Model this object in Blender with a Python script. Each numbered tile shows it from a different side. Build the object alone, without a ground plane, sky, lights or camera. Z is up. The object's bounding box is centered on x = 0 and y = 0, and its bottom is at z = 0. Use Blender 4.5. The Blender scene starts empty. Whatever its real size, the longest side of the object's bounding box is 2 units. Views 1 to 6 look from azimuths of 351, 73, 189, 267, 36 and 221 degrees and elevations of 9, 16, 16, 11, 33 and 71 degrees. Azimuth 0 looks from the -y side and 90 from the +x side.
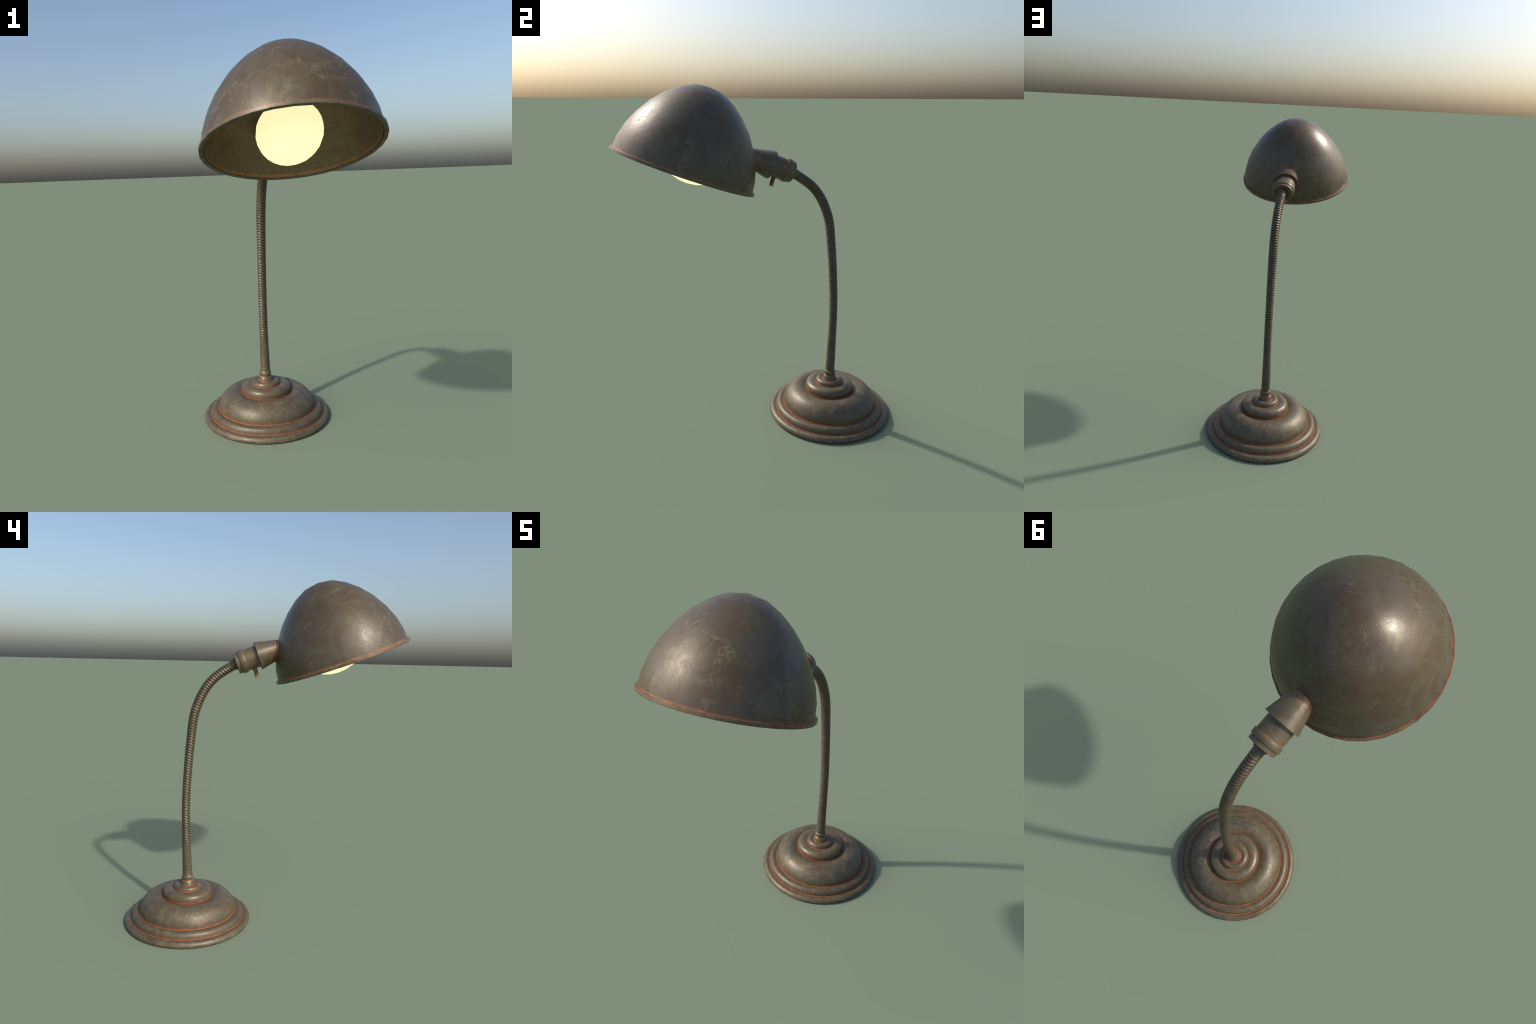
# A weathered bronze gooseneck desk lamp: stepped round base, flexible neck,
# lamp socket with a push switch, egg-shaped dome shade and a glowing bulb.
import bpy, math, random
from mathutils import Vector, Matrix

random.seed(7)
TAU = 2 * math.pi

# ------------------------------------------------------------------ layout
BASE_CENTRE = Vector((0, 0.4323, 0))
TILT = math.radians(20)                       # the shade leans 20 degrees forward
SHADE_CENTRE = Vector((0, -0.4434, 1.5617))   # centre of the opening
SHADE_UP = Vector((0, math.sin(TILT), math.cos(TILT)))
SOCKET_ORIGIN = Vector((0, 0.0961, 1.5622))
SOCKET_DIR = Vector((0, -math.cos(TILT), math.sin(TILT)))


def axis_matrix(origin, z_axis):
    """Frame with local x along world x and local z along z_axis."""
    x = Vector((1, 0, 0))
    y = z_axis.cross(x)
    m = Matrix((x, y, z_axis)).transposed().to_4x4()
    m.translation = origin
    return m


BASE_M = Matrix.Translation(BASE_CENTRE)
SHADE_M = axis_matrix(SHADE_CENTRE, SHADE_UP)
SOCKET_M = axis_matrix(SOCKET_ORIGIN, SOCKET_DIR)


# ------------------------------------------------------------------ meshes
def make(name, verts, faces, matrix, mat, parent, sharp_deg=40, face_mats=None, mats=None):
    me = bpy.data.meshes.new(name)
    me.from_pydata([tuple(v) for v in verts], [], faces)
    for m in (mats or [mat]):
        me.materials.append(m)
    if face_mats:
        me.polygons.foreach_set("material_index", face_mats)
    me.polygons.foreach_set("use_smooth", [True] * len(me.polygons))
    me.update()
    me.set_sharp_from_angle(angle=math.radians(sharp_deg))
    ob = bpy.data.objects.new(name, me)
    bpy.context.scene.collection.objects.link(ob)
    if parent:
        ob.parent = parent
        ob.matrix_parent_inverse = Matrix.Identity(4)
        ob.matrix_basis = WORLD[parent.name].inverted() @ matrix
    else:
        ob.matrix_basis = matrix
    WORLD[ob.name] = matrix.copy()
    return ob


WORLD = {}


def lathe(profile, segments, sx=1.0, sy=1.0, closed=False, twist=0.0):
    """Revolve (radius, height) pairs round local z; radius 0 makes a pole."""
    verts, rings, faces = [], [], []
    for r, h in profile:
        if r < 1e-6:
            rings.append([len(verts)])
            verts.append((0, 0, h))
        else:
            ring = []
            for i in range(segments):
                a = TAU * i / segments + twist
                ring.append(len(verts))
                verts.append((sx * r * math.cos(a), sy * r * math.sin(a), h))
            rings.append(ring)
    pairs = list(zip(rings, rings[1:]))
    if closed:
        pairs.append((rings[-1], rings[0]))
    for a, b in pairs:
        for i in range(segments):
            j = (i + 1) % segments
            if len(a) == 1 and len(b) == 1:
                continue
            if len(a) == 1:
                faces.append((a[0], b[j], b[i]))
            elif len(b) == 1:
                faces.append((a[i], a[j], b[0]))
            else:
                faces.append((a[i], a[j], b[j], b[i]))
    return verts, faces


def catmull(points, steps):
    """Catmull-Rom curve through points given as tuples."""
    p = [Vector(q) for q in points]
    p = [2 * p[0] - p[1]] + p + [2 * p[-1] - p[-2]]
    out = []
    for i in range(len(p) - 3):
        a, b, c, d = p[i:i + 4]
        for k in range(steps):
            f = k / steps
            out.append(b + 0.5 * f * (c - a + f * (2 * a - 5 * b + 4 * c - d + f * (3 * (b - c) + d - a))))
    out.append(p[-2])
    return out


def smooth_profile(points, steps=4):
    return [(v.x, v.y) for v in catmull([(r, h, 0) for r, h in points], steps)]


# ------------------------------------------------------------------ node helpers
class Tree:
    def __init__(self, name):
        self.mat = bpy.data.materials.new(name)
        self.mat.use_nodes = True
        self.t = self.mat.node_tree
        self.t.nodes.clear()

    def node(self, kind, **props):
        n = self.t.nodes.new(kind)
        for k, v in props.items():
            setattr(n, k, v)
        return n

    def put(self, socket, value):
        if hasattr(value, "is_linked") or isinstance(value, bpy.types.NodeSocket):
            self.t.links.new(value, socket)
        elif value is not None:
            socket.default_value = value

    def math(self, op, a, b=None, c=None, clamp=False):
        n = self.node("ShaderNodeMath", operation=op, use_clamp=clamp)
        for s, v in zip(n.inputs, (a, b, c)):
            self.put(s, v)
        return n.outputs[0]

    def noise(self, vec, scale, detail=4, rough=0.55, dist=0.0, w=None):
        n = self.node("ShaderNodeTexNoise", noise_dimensions="4D" if w is not None else "3D")
        self.put(n.inputs["Vector"], vec)
        if w is not None:
            self.put(n.inputs["W"], w)
        n.inputs["Scale"].default_value = scale
        n.inputs["Detail"].default_value = detail
        n.inputs["Roughness"].default_value = rough
        n.inputs["Distortion"].default_value = dist
        return n.outputs["Fac"]

    def ramp(self, x, lo, hi, a=0.0, b=1.0, smooth=True):
        n = self.node("ShaderNodeMapRange", clamp=True,
                      interpolation_type="SMOOTHSTEP" if smooth else "LINEAR")
        self.put(n.inputs["Value"], x)
        for k, v in zip(("From Min", "From Max", "To Min", "To Max"), (lo, hi, a, b)):
            self.put(n.inputs[k], v)
        return n.outputs["Result"]

    def mix(self, fac, a, b, mode="MIX"):
        n = self.node("ShaderNodeMix", data_type="RGBA", blend_type=mode)
        self.put(n.inputs[0], fac)
        for s, v in ((n.inputs[6], a), (n.inputs[7], b)):
            self.put(s, (*v, 1) if isinstance(v, tuple) and len(v) == 3 else v)
        return n.outputs[2]


BROWN = (0.101, 0.075, 0.042)
UMBER = (0.088, 0.058, 0.032)
OLIVE = (0.117, 0.095, 0.051)
SLATE = (0.098, 0.083, 0.058)
VEIN = (0.172, 0.143, 0.073)
COPPER = (0.50, 0.185, 0.090)


def bronze(name, creases=(), stain=None, contact=None, olive=0.0, scale=1.0, squash=(1.0, 1.0), halves=True, vein=1.0,
           metallic=0.16, copper=1.0, shift=0.0, tint=1.0, rough_add=0.0, polish=None, grit=0.0, groove_brown=0.0, grime=0.22):
    """Aged bronze.  creases: (radius, height, half width) of the circular
    grooves round local z where the patina has rubbed through to copper."""
    T = Tree(name)
    tc = T.node("ShaderNodeTexCoord").outputs["Object"]
    sep = T.node("ShaderNodeSeparateXYZ")
    T.put(sep.inputs[0], tc)
    x, y, z = sep.outputs
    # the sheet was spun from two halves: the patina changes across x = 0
    w = T.math("MULTIPLY", T.math("GREATER_THAN", x, 0.0), 3.7) if halves else 0.0
    w = T.math("ADD", w, shift)

    def tone(c):
        return tuple(v * tint for v in c)

    def wn(scale_, detail, rough, dist, k):
        return T.noise(tc, scale_, detail, rough, dist, T.math("ADD", w, k))

    mid = wn(13 * scale, 6, 0.62, 1.2, 2.0)
    fine = wn(95, 5, 0.65, 0.0, 0.3)
    grain = wn(430, 2, 0.5, 0.0, 0.7)
    cloud = wn(4.5 * scale, 6, 0.60, 0.8, 0.0)
    red = wn(6.5 * scale, 7, 0.62, 1.6, 31.0)
    green = wn(7.5 * scale, 7, 0.66, 1.8, 5.0)
    col = T.mix(T.ramp(cloud, 0.42, 0.58), tone(BROWN), tone(SLATE))
    col = T.mix(T.ramp(red, 0.48, 0.58, 0, 0.8), col, tone(UMBER))
    col = T.mix(T.ramp(green, 0.51 - olive, 0.62 - olive, 0, 0.80), col, tone(OLIVE))
    # branching veins and crumbs of yellowish verdigris, gathered in patches
    warp = T.node("ShaderNodeTexNoise")
    T.put(warp.inputs["Vector"], tc)
    warp.inputs["Scale"].default_value = 16 * scale
    warp.inputs["Detail"].default_value = 5
    warp.inputs["Roughness"].default_value = 0.55
    off = T.node("ShaderNodeVectorMath", operation="MULTIPLY_ADD")
    T.put(off.inputs[0], warp.outputs["Color"])
    off.inputs[1].default_value = (0.11 / scale,) * 3
    T.put(off.inputs[2], tc)
    vor = T.node("ShaderNodeTexVoronoi", voronoi_dimensions="4D", feature="DISTANCE_TO_EDGE")
    T.put(vor.inputs["Vector"], off.outputs[0])
    T.put(vor.inputs["W"], w)
    vor.inputs["Scale"].default_value = 15 * scale
    width = T.ramp(wn(20 * scale, 3, 0.6, 0.0, 41.0), 0.38, 0.68, 0.008, 0.11)
    line = T.ramp(T.math("DIVIDE", vor.outputs["Distance"], width), 0.35, 1.0, 1, 0)
    patch = T.ramp(wn(5.5 * scale, 4, 0.6, 0.6, 12.0), 0.46, 0.62)
    crumbs = T.ramp(wn(30 * scale, 6, 0.72, 1.2, 15.0), 0.585, 0.66, 0, 0.75)
    veins = T.math("MULTIPLY", T.math("MAXIMUM", line, crumbs), T.math("MULTIPLY", patch, 0.62 * vein))
    col = T.mix(veins, col, VEIN)
    col = T.mix(T.ramp(fine, 0.36, 0.66, 0, grime), col, (0.050, 0.040, 0.028))
    if grime > 0.3:                               # dusty crumbs lying on the foot
        dust = T.ramp(wn(12 * scale, 8, 0.72, 1.0, 27.0), 0.49, 0.60, 0, 0.62)
        col = T.mix(dust, col, tone((0.150, 0.124, 0.070)))
    mask = None
    if creases or stain or contact:
        rx = T.math("DIVIDE", x, squash[0])
        ry = T.math("DIVIDE", y, squash[1])
        r = T.math("SQRT", T.math("ADD", T.math("MULTIPLY", rx, rx), T.math("MULTIPLY", ry, ry)))
        wob = T.ramp(T.noise(tc, 30, 5, 0.7), 0.30, 0.70, 0.40, 1.9, smooth=False)
        brown_band = None
        for rc, hc, hw in creases:
            dr = T.math("SUBTRACT", r, rc)
            dh = T.math("SUBTRACT", z, hc)
            d = T.math("SQRT", T.math("ADD", T.math("MULTIPLY", dr, dr), T.math("MULTIPLY", dh, dh)))
            d = T.math("DIVIDE", d, T.math("MULTIPLY", wob, hw))
            core = T.ramp(d, 0.15, 1.25, 0.88, 0)
            halo = T.ramp(d, 0.6, 3.4, 0.24, 0)
            dull = T.ramp(d, 1.0, 9.0, 0.75, 0)
            brown_band = dull if brown_band is None else T.math("MAXIMUM", brown_band, dull)
            m = T.math("MAXIMUM", core, halo)
            mask = m if mask is None else T.math("MAXIMUM", mask, m)
        if brown_band is not None and groove_brown:            # darker brown band along the grooves
            col = T.mix(T.math("MULTIPLY", brown_band, groove_brown), col, tone(UMBER))
        if stain:
            (cx, cy, cz), rad, amount = stain
            dist = T.node("ShaderNodeVectorMath", operation="DISTANCE")
            T.put(dist.inputs[0], tc)
            dist.inputs[1].default_value = (cx, cy, cz)
            d = T.math("DIVIDE", dist.outputs["Value"], T.math("MULTIPLY", wob, rad))
            m = T.ramp(d, 0.70, 1.35, amount, 0)
            mask = m if mask is None else T.math("MAXIMUM", mask, m)
        if contact:                               # where this part meets the round shell
            centre, rad, hw = contact
            dist = T.node("ShaderNodeVectorMath", operation="DISTANCE")
            T.put(dist.inputs[0], tc)
            dist.inputs[1].default_value = tuple(centre)
            d = T.math("DIVIDE", T.math("SUBTRACT", dist.outputs["Value"], rad), T.math("MULTIPLY", wob, hw))
            m = T.math("MAXIMUM", T.ramp(d, 0.2, 1.0, 0.85, 0), T.ramp(d, 0.5, 3.5, 0.35, 0))
            mask = m if mask is None else T.math("MAXIMUM", mask, m)
        col = T.mix(T.math("MULTIPLY", mask, copper), col, COPPER)
    rough = T.math("ADD", T.ramp(mid, 0.3, 0.7, 0.39, 0.48), T.ramp(fine, 0.3, 0.7, -0.04, 0.04))
    rough = T.math("ADD", rough, T.math("MULTIPLY", veins, 0.12))
    rough = T.math("ADD", rough, rough_add)
    if polish:                                    # handled areas are rubbed smoother
        rough = T.math("ADD", rough, T.ramp(z, polish[0], polish[1], 0.0, polish[2]))
    bump = T.node("ShaderNodeBump")
    bump.inputs["Strength"].default_value = 0.21 + grit
    bump.inputs["Distance"].default_value = 0.004
    pits = T.ramp(wn(55, 2, 0.5, 0.0, 20.0), 0.72, 0.77, 0, -1.6)
    T.put(bump.inputs["Height"], T.math("ADD", T.math("ADD", T.math("MULTIPLY", mid, 0.8), T.math("MULTIPLY", fine, 0.55)),
                                        T.math("ADD", T.math("MULTIPLY", grain, 0.22), pits)))
    p = T.node("ShaderNodeBsdfPrincipled")
    T.put(p.inputs["Base Color"], col)
    p.inputs["Metallic"].default_value = metallic
    T.put(p.inputs["Roughness"], rough)
    T.put(p.inputs["Normal"], bump.outputs[0])
    out = T.node("ShaderNodeOutputMaterial")
    T.put(out.inputs[0], p.outputs[0])
    return T.mat


def glow_glass():
    T = Tree("glowing_frosted_glass")
    p = T.node("ShaderNodeBsdfPrincipled")
    p.inputs["Base Color"].default_value = (0.62, 0.62, 0.50, 1)
    p.inputs["Roughness"].default_value = 0.6
    p.inputs["Specular IOR Level"].default_value = 0.2
    p.inputs["Emission Color"].default_value = (1.0, 0.895, 0.49, 1)
    p.inputs["Emission Strength"].default_value = 0.98
    out = T.node("ShaderNodeOutputMaterial")
    T.put(out.inputs[0], p.outputs[0])
    return T.mat


# ------------------------------------------------------------------ lamp
lamp = bpy.data.objects.new("desk_lamp", None)
bpy.context.scene.collection.objects.link(lamp)
lamp.matrix_basis = BASE_M
WORLD["desk_lamp"] = BASE_M.copy()
lamp["label"] = "old bronze gooseneck desk lamp with dome shade and glowing bulb"
lamp["category"] = "desk lamp"

# ---- base: a stack of rounded steps separated by worn copper grooves
G1, G2, G3, G4, G5, G6 = (0.3392, 0.031), (0.2903, 0.0653), (0.1478, 0.1545), (0.0847, 0.2021), (0.0456, 0.2220), (0.0320, 0.2525)
base_mat = bronze("aged_bronze_base", olive=0.045, tint=1.04, rough_add=0.01, vein=1.2, scale=1.6, groove_brown=0.8, grime=0.33, shift=1.3, creases=[
    (*G1, 0.0034), (*G2, 0.0040), (*G3, 0.0062), (*G4, 0.0032), (*G5, 0.0026), (*G6, 0.0022)])
crown_mat = bronze("aged_bronze_crown", olive=0.09, tint=1.05, rough_add=-0.07, groove_brown=0.6, grime=0.31, scale=1.6, shift=3.3, vein=0.6, creases=[
    (*G3, 0.0062), (*G4, 0.0032), (*G5, 0.0026), (*G6, 0.0022)])
SEG = 40
dome = smooth_profile([G2, (0.2895, 0.078), (0.2835, 0.101), (0.268, 0.128), (0.245, 0.150), (0.222, 0.1625),
                       (0.199, 0.1675), (0.177, 0.1655), (0.160, 0.160), G3], 3)
base = make("base", *lathe(dome, SEG), BASE_M, base_mat, lamp)
foot = [(0.0, 0.0), (0.350, 0.0), (0.370, 0.0)] + smooth_profile([(0.3745, 0.001), (0.3787, 0.009), (0.3765, 0.020),
        (0.3680, 0.0300), (0.3560, 0.0345), (0.3460, 0.0335), G1], 3)
make("foot_ring", *lathe(foot, SEG), BASE_M, base_mat, base)
step = smooth_profile([G1, (0.3385, 0.041), (0.3345, 0.054), (0.3255, 0.0650), (0.3130, 0.0695), (0.3005, 0.0690), G2], 3)
make("step_ring", *lathe(step, SEG), BASE_M, base_mat, base)
cap = smooth_profile([G3, (0.1502, 0.164), (0.1494, 0.179), (0.1430, 0.194), (0.1300, 0.2035), (0.1145, 0.2068),
                      (0.0990, 0.2055), G4], 3)
make("cap_ring", *lathe(cap, SEG), BASE_M, crown_mat, base)
button = smooth_profile([G4, (0.0850, 0.2085), (0.0828, 0.217), (0.0765, 0.2245), (0.0665, 0.2275), (0.0550, 0.2260), G5], 3)
make("button_ring", *lathe(button, SEG), BASE_M, crown_mat, base)
ferrule = smooth_profile([G5, (0.0440, 0.229), (0.0400, 0.240), (0.0362, 0.2480), G6], 2)
make("ferrule", *lathe(ferrule, 32), BASE_M, crown_mat, base)
bead = smooth_profile([G6, (0.0335, 0.2550), (0.0352, 0.262), (0.0352, 0.271), (0.0330, 0.2785), (0.0295, 0.2835), (0.0270, 0.2850)], 3)
make("bead", *lathe(bead, 32), BASE_M, crown_mat, base)

# ---- neck: a coiled flexible tube following a gentle S and a hook at the top
NECK_PATH = [(0.4300, 0.2100), (0.4358, 0.3693), (0.4398, 0.5386), (0.4401, 0.7081), (0.4324, 0.8664),
             (0.4121, 1.0910), (0.3806, 1.2833), (0.2886, 1.4464), (0.1008, 1.5747)]
NECK_RADII = [(0.0288, 0), (0.0238, 0), (0.0238, 0), (0.0268, 0), (0.0264, 0)]
curve = catmull([(0, y, z) for y, z in NECK_PATH], 24)
radii = []
for i in range(len(curve)):
    u = 4 * i / (len(curve) - 1)
    k = min(3, int(u))
    radii.append(NECK_RADII[k][0] + (NECK_RADII[k + 1][0] - NECK_RADII[k][0]) * (u - k))
lengths = [0.0]
for a, b in zip(curve, curve[1:]):
    lengths.append(lengths[-1] + (b - a).length)


def at_length(s):
    s = max(0.0, min(lengths[-1] - 1e-9, s))
    lo, hi = 0, len(lengths) - 1
    while hi - lo > 1:
        m = (lo + hi) // 2
        if lengths[m] <= s:
            lo = m
        else:
            hi = m
    f = (s - lengths[lo]) / (lengths[hi] - lengths[lo])
    a, b = max(0, lo - 1), min(len(curve) - 1, hi + 1)
    t0 = (curve[hi] - curve[a]).normalized()
    t1 = (curve[b] - curve[lo]).normalized()
    return curve[lo].lerp(curve[hi], f), t0.lerp(t1, f).normalized(), radii[lo] + (radii[hi] - radii[lo]) * f


PITCH = 0.0156
S_START = 0.064                                # inside the bead
S_END = next(l for p, l in zip(curve, lengths) if p.y < 0.150)
S_COIL_END = S_END - 0.030
from mathutils import noise as mnoise


def hash_smooth(a, b):
    return mnoise.noise(Vector((a, b, 4.2)))


# one coil turn: (phase, depth below the crest); the lower edge is undercut
COIL = [(0.00, 1.00), (0.10, 0.95), (0.18, 0.14), (0.27, 0.0), (0.42, 0.08), (0.56, 0.26), (0.70, 0.42), (0.82, 0.58), (0.91, 0.95)]
NSEG = 28
turns = int((S_END - S_START) / PITCH) + 8
verts, faces, fm = [], [], []
rows = []
for t in range(-4, turns):
    for p, d in COIL:
        rows.append((t + p, d, p))
for q, d, p in rows:
    for i in range(NSEG):
        a = TAU * i / NSEG
        s = S_START + q * PITCH
        frac = max(0.0, min(1.0, (s - 0.25) / (S_END - 0.25)))
        tilt = 0.235 - 0.75 * max(0.0, (frac - 0.5) / 0.5) ** 1.2
        # ring planes lean forward; the strip climbs one pitch per turn
        off = -tilt * 0.025 * math.sin(a)
        ss = s + off + PITCH * (a / TAU)
        ss_c = max(S_START, min(S_END, ss))
        c, tan, rad = at_length(ss_c)
        side = Vector((1, 0, 0))
        nrm = tan.cross(side).normalized()       # towards the back/top of the bend
        # coils fade out where the tube was wrapped smooth
        edge = 0.205 + 0.035 * math.sin(a) - 0.040 * math.cos(a)   # wrapped higher on one side
        low = min(1.0, max(0.0, (ss - edge) / 0.06))
        low = low * low * (3 - 2 * low)
        n = hash_smooth(ss * 16, math.cos(a) * 0.8 + 3)
        patch = min(1.0, max(0.0, n * 1.5 + 0.8)) * min(1.0, max(0.0, (0.185 - ss) / 0.03))
        patch *= min(1.0, max(0.0, 0.55 - 0.9 * math.cos(a)))     # mostly on the sunny side
        mid = 1.0
        if 0.90 < ss < 1.10 and math.cos(a) < 0:      # a worn stretch on one side
            mid = 1 - 0.55 * -math.cos(a) * max(0.0, 1 - abs(ss - 1.0) / 0.1)
        top = min(1.0, max(0.0, (S_COIL_END - ss) / 0.02))
        amp = 0.0034 * max(low, 0.85 * patch) * mid * top
        jag = 1 + 0.35 * hash_smooth(ss * 300, a * 2.2)
        rr = rad + 0.0016 - amp * d * jag
        verts.append(c + side * (rr * math.cos(a)) + nrm * (-rr * math.sin(a)))
n = len(rows)
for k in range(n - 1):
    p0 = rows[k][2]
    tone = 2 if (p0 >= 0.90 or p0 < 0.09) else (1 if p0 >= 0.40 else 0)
    for i in range(NSEG):
        if i == NSEG - 1:                        # step one whole turn up to close the helix
            k2 = k + len(COIL)
            if k2 + 1 >= n:
                continue
            f = (k * NSEG + i, k2 * NSEG, (k2 + 1) * NSEG, (k + 1) * NSEG + i)
        else:
            f = (k * NSEG + i, k * NSEG + i + 1, (k + 1) * NSEG + i + 1, (k + 1) * NSEG + i)
        zs = [verts[v] for v in f]
        if max((zs[0] - zs[1]).length, (zs[1] - zs[2]).length, (zs[2] - zs[3]).length) < 1e-7:
            continue
        if (zs[0] - zs[3]).length < 1e-6 and (zs[1] - zs[2]).length < 1e-6:
            continue
        faces.append(f)
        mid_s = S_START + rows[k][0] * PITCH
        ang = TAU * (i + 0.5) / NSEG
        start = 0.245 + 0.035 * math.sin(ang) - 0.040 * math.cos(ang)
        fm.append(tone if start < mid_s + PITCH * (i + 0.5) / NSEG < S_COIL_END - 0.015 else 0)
neck_olive = bronze("aged_bronze_coil_crest", olive=0.12, scale=2.0, halves=False, vein=0.5, shift=4.0, tint=0.92)
neck_brown = bronze("aged_bronze_coil_worn", olive=-0.2, scale=2.0, halves=False, vein=0.0, shift=6.0, tint=1.2,
                    metallic=0.55, grit=0.45, rough_add=-0.07)
neck_dark = bronze("aged_bronze_coil_painted_shade", olive=0.0, scale=2.0, halves=False, vein=0.0, shift=6.0, tint=0.16,  # tint cut to near black: occlusion shadow between coils painted in
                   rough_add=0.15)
verts = [v - BASE_CENTRE for v in verts]
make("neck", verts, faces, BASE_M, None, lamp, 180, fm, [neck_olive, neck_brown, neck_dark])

# ---- socket: slightly flattened turned parts on one axis (local z runs into the shade)
SX, SY = 1.055, 0.945
sock_creases = [(0.0655, -0.0090, 0.0019), (0.0655, -0.0377, 0.0014), (0.065, 0.0654, 0.0022)]
socket_mat = bronze("aged_bronze_socket", creases=sock_creases, squash=(SX, SY), olive=0.10, halves=False, shift=8.0, copper=0.9,
                    tint=1.14, scale=1.6, rough_add=-0.04)
collar_mat = bronze("aged_bronze_collar", squash=(SX, SY), olive=0.06, halves=False, shift=11.0, tint=1.14, scale=1.6, rough_add=-0.06,
                    contact=(SOCKET_M.inverted() @ SHADE_CENTRE, 0.3765, 0.010),
                    stain=((0.0, -0.052, 0.155), 0.050, 0.45), copper=0.8)
socket = make("socket", *lathe([(0.0, -0.012), (0.0648, -0.012), (0.0648, 0.080), (0.0, 0.080)], 16, SX, SY, twist=TAU / 4),
              SOCKET_M, socket_mat, lamp)
# flared collar soldered to the shade, open towards the socket
collar = [(0.0655, 0.069), (0.0825, 0.0655), (0.0840, 0.0660), (0.0835, 0.0700), (0.0445, 0.235), (0.0, 0.235)]
make("collar", *lathe(collar, 16, SX, SY, twist=TAU / 4), SOCKET_M, collar_mat, socket)
ring = [(0.0640, -0.0097), (0.0700, -0.0099), (0.0706, -0.0110), (0.0706, -0.0370), (0.0700, -0.0379), (0.0600, -0.0380)]
make("socket_ring", *lathe(ring, 16, SX, SY, twist=TAU / 4), SOCKET_M, socket_mat, socket)
cup = [(0.0600, -0.0370), (0.0645, -0.0375), (0.0645, -0.0608), (0.0636, -0.0616), (0.0410, -0.0616), (0.0400, -0.0600), (0.0400, -0.0500), (0.0, -0.0500)]
make("end_cap", *lathe(cup, 16, SX, SY, twist=TAU / 4), SOCKET_M, socket_mat, socket)
gland_mat = bronze("aged_bronze_gland", creases=[(0.0275, -0.0725, 0.0025)], olive=0.05, halves=False, shift=13.0, tint=0.6)
gland = [(0.0, -0.046), (0.0335, -0.046), (0.0345, -0.0480), (0.0345, -0.0715), (0.0337, -0.0725), (0.0255, -0.0728), (0.0, -0.0728)]
make("gland", *lathe(gland, 16, twist=TAU / 4), SOCKET_M, gland_mat, socket)
# push switch hanging under the socket
switch_mat = bronze("worn_copper_switch", creases=[(0.0128, -0.0465, 0.006), (0.012, 0.0, 0.004)], olive=0.0, halves=False, shift=17.0, copper=0.75)
down = Vector((0, -SOCKET_DIR.z, SOCKET_DIR.y))
sw_m = axis_matrix(SOCKET_ORIGIN + SOCKET_DIR * 0.0278 + down * 0.058, -down)
stem = [(0.0, 0.004), (0.0128, 0.004), (0.0120, 0.0), (0.0118, -0.0462), (0.0180, -0.0478), (0.0184, -0.0484), (0.0184, -0.0502), (0.0178, -0.0508), (0.0, -0.0508)]
make("switch", *lathe(stem, 14), sw_m, switch_mat, socket)

# ---- shade: an egg-shaped shell spun from sheet, 32 flats round and 8 up
outer = [(0.3764, 0.0040), (0.3764, 0.0148), (0.3704, 0.0724), (0.3504, 0.1401), (0.3168, 0.2120), (0.2658, 0.2902),
         (0.2094, 0.3523), (0.1482, 0.4019), (0.0821, 0.4376), (0.0, 0.4522)]
inner = [(max(0.0, r - 0.009) if r else 0.0, h - 0.009 * max(0.0, h - 0.0148) / 0.4522) for r, h in reversed(outer)]
socket_hole = SHADE_M.inverted() @ (SOCKET_ORIGIN + SOCKET_DIR * 0.195)
shade_mat = bronze("aged_bronze_shade", shift=40.0, vein=0.9, polish=(0.16, 0.36, -0.085), tint=0.95, olive=-0.015, creases=[(0.3764, 0.0152, 0.0030), (0.3665, 0.0125, 0.0026)],
                   stain=(tuple(socket_hole), 0.050, 0.26))
lining_mat = bronze("aged_bronze_shade_lining", tint=1.22, olive=0.03, shift=7.0, vein=1.3, grime=0.3,  # bronze lightened by tint for light bouncing inside the shade
                    creases=[(0.3665, 0.0125, 0.0026)], copper=1.1, stain=(tuple(socket_hole + Vector((0, 0, -0.03))), 0.060, 0.45))
shell_v, shell_f = lathe(outer + inner, 32, twist=TAU / 4)
shell_mats = [0 if k < 32 * (len(outer) - 1) else 1 for k in range(len(shell_f))]
shade = make("shade", shell_v, shell_f, SHADE_M, None, lamp, 60, shell_mats, [shade_mat, lining_mat])
rim_mat = bronze("aged_bronze_rim", creases=[(0.3793, 0.0188, 0.0050)], olive=0.05, shift=2.0, copper=0.8)
rim = [(0.3660, 0.0125), (0.3700, 0.0115), (0.3706, 0.0010), (0.3720, -0.0008), (0.3872, -0.0008), (0.3885, 0.0006),
       (0.3880, 0.0138), (0.3868, 0.0150), (0.3735, 0.0152)]
make("rim", *lathe(rim, 32, closed=False, twist=TAU / 4), SHADE_M, rim_mat, shade)

# ---- bulb, slightly elongated along the socket axis, with its threaded cap inside the shade
glass = glow_glass()
bulb_m = axis_matrix(Vector((0, -0.3855, 1.6269)), SOCKET_DIR)
ball = []
for i in range(13):
    a = math.pi * i / 12
    ball.append((0.1426 * math.sin(a) if 0 < i < 12 else 0.0, -0.176 * math.cos(a)))
bulb = make("bulb", *lathe(ball, 24, 1.0, 0.92), bulb_m, glass, lamp, 180)
holder_mat = bronze("aged_bronze_holder", halves=False, shift=21.0)
hv, hf = lathe([(0.0, 0.20), (0.046, 0.20), (0.046, 0.30), (0.040, 0.32), (0.0, 0.32)], 16, SX, SY)
make("bulb_holder", hv, hf, SOCKET_M, holder_mat, socket)
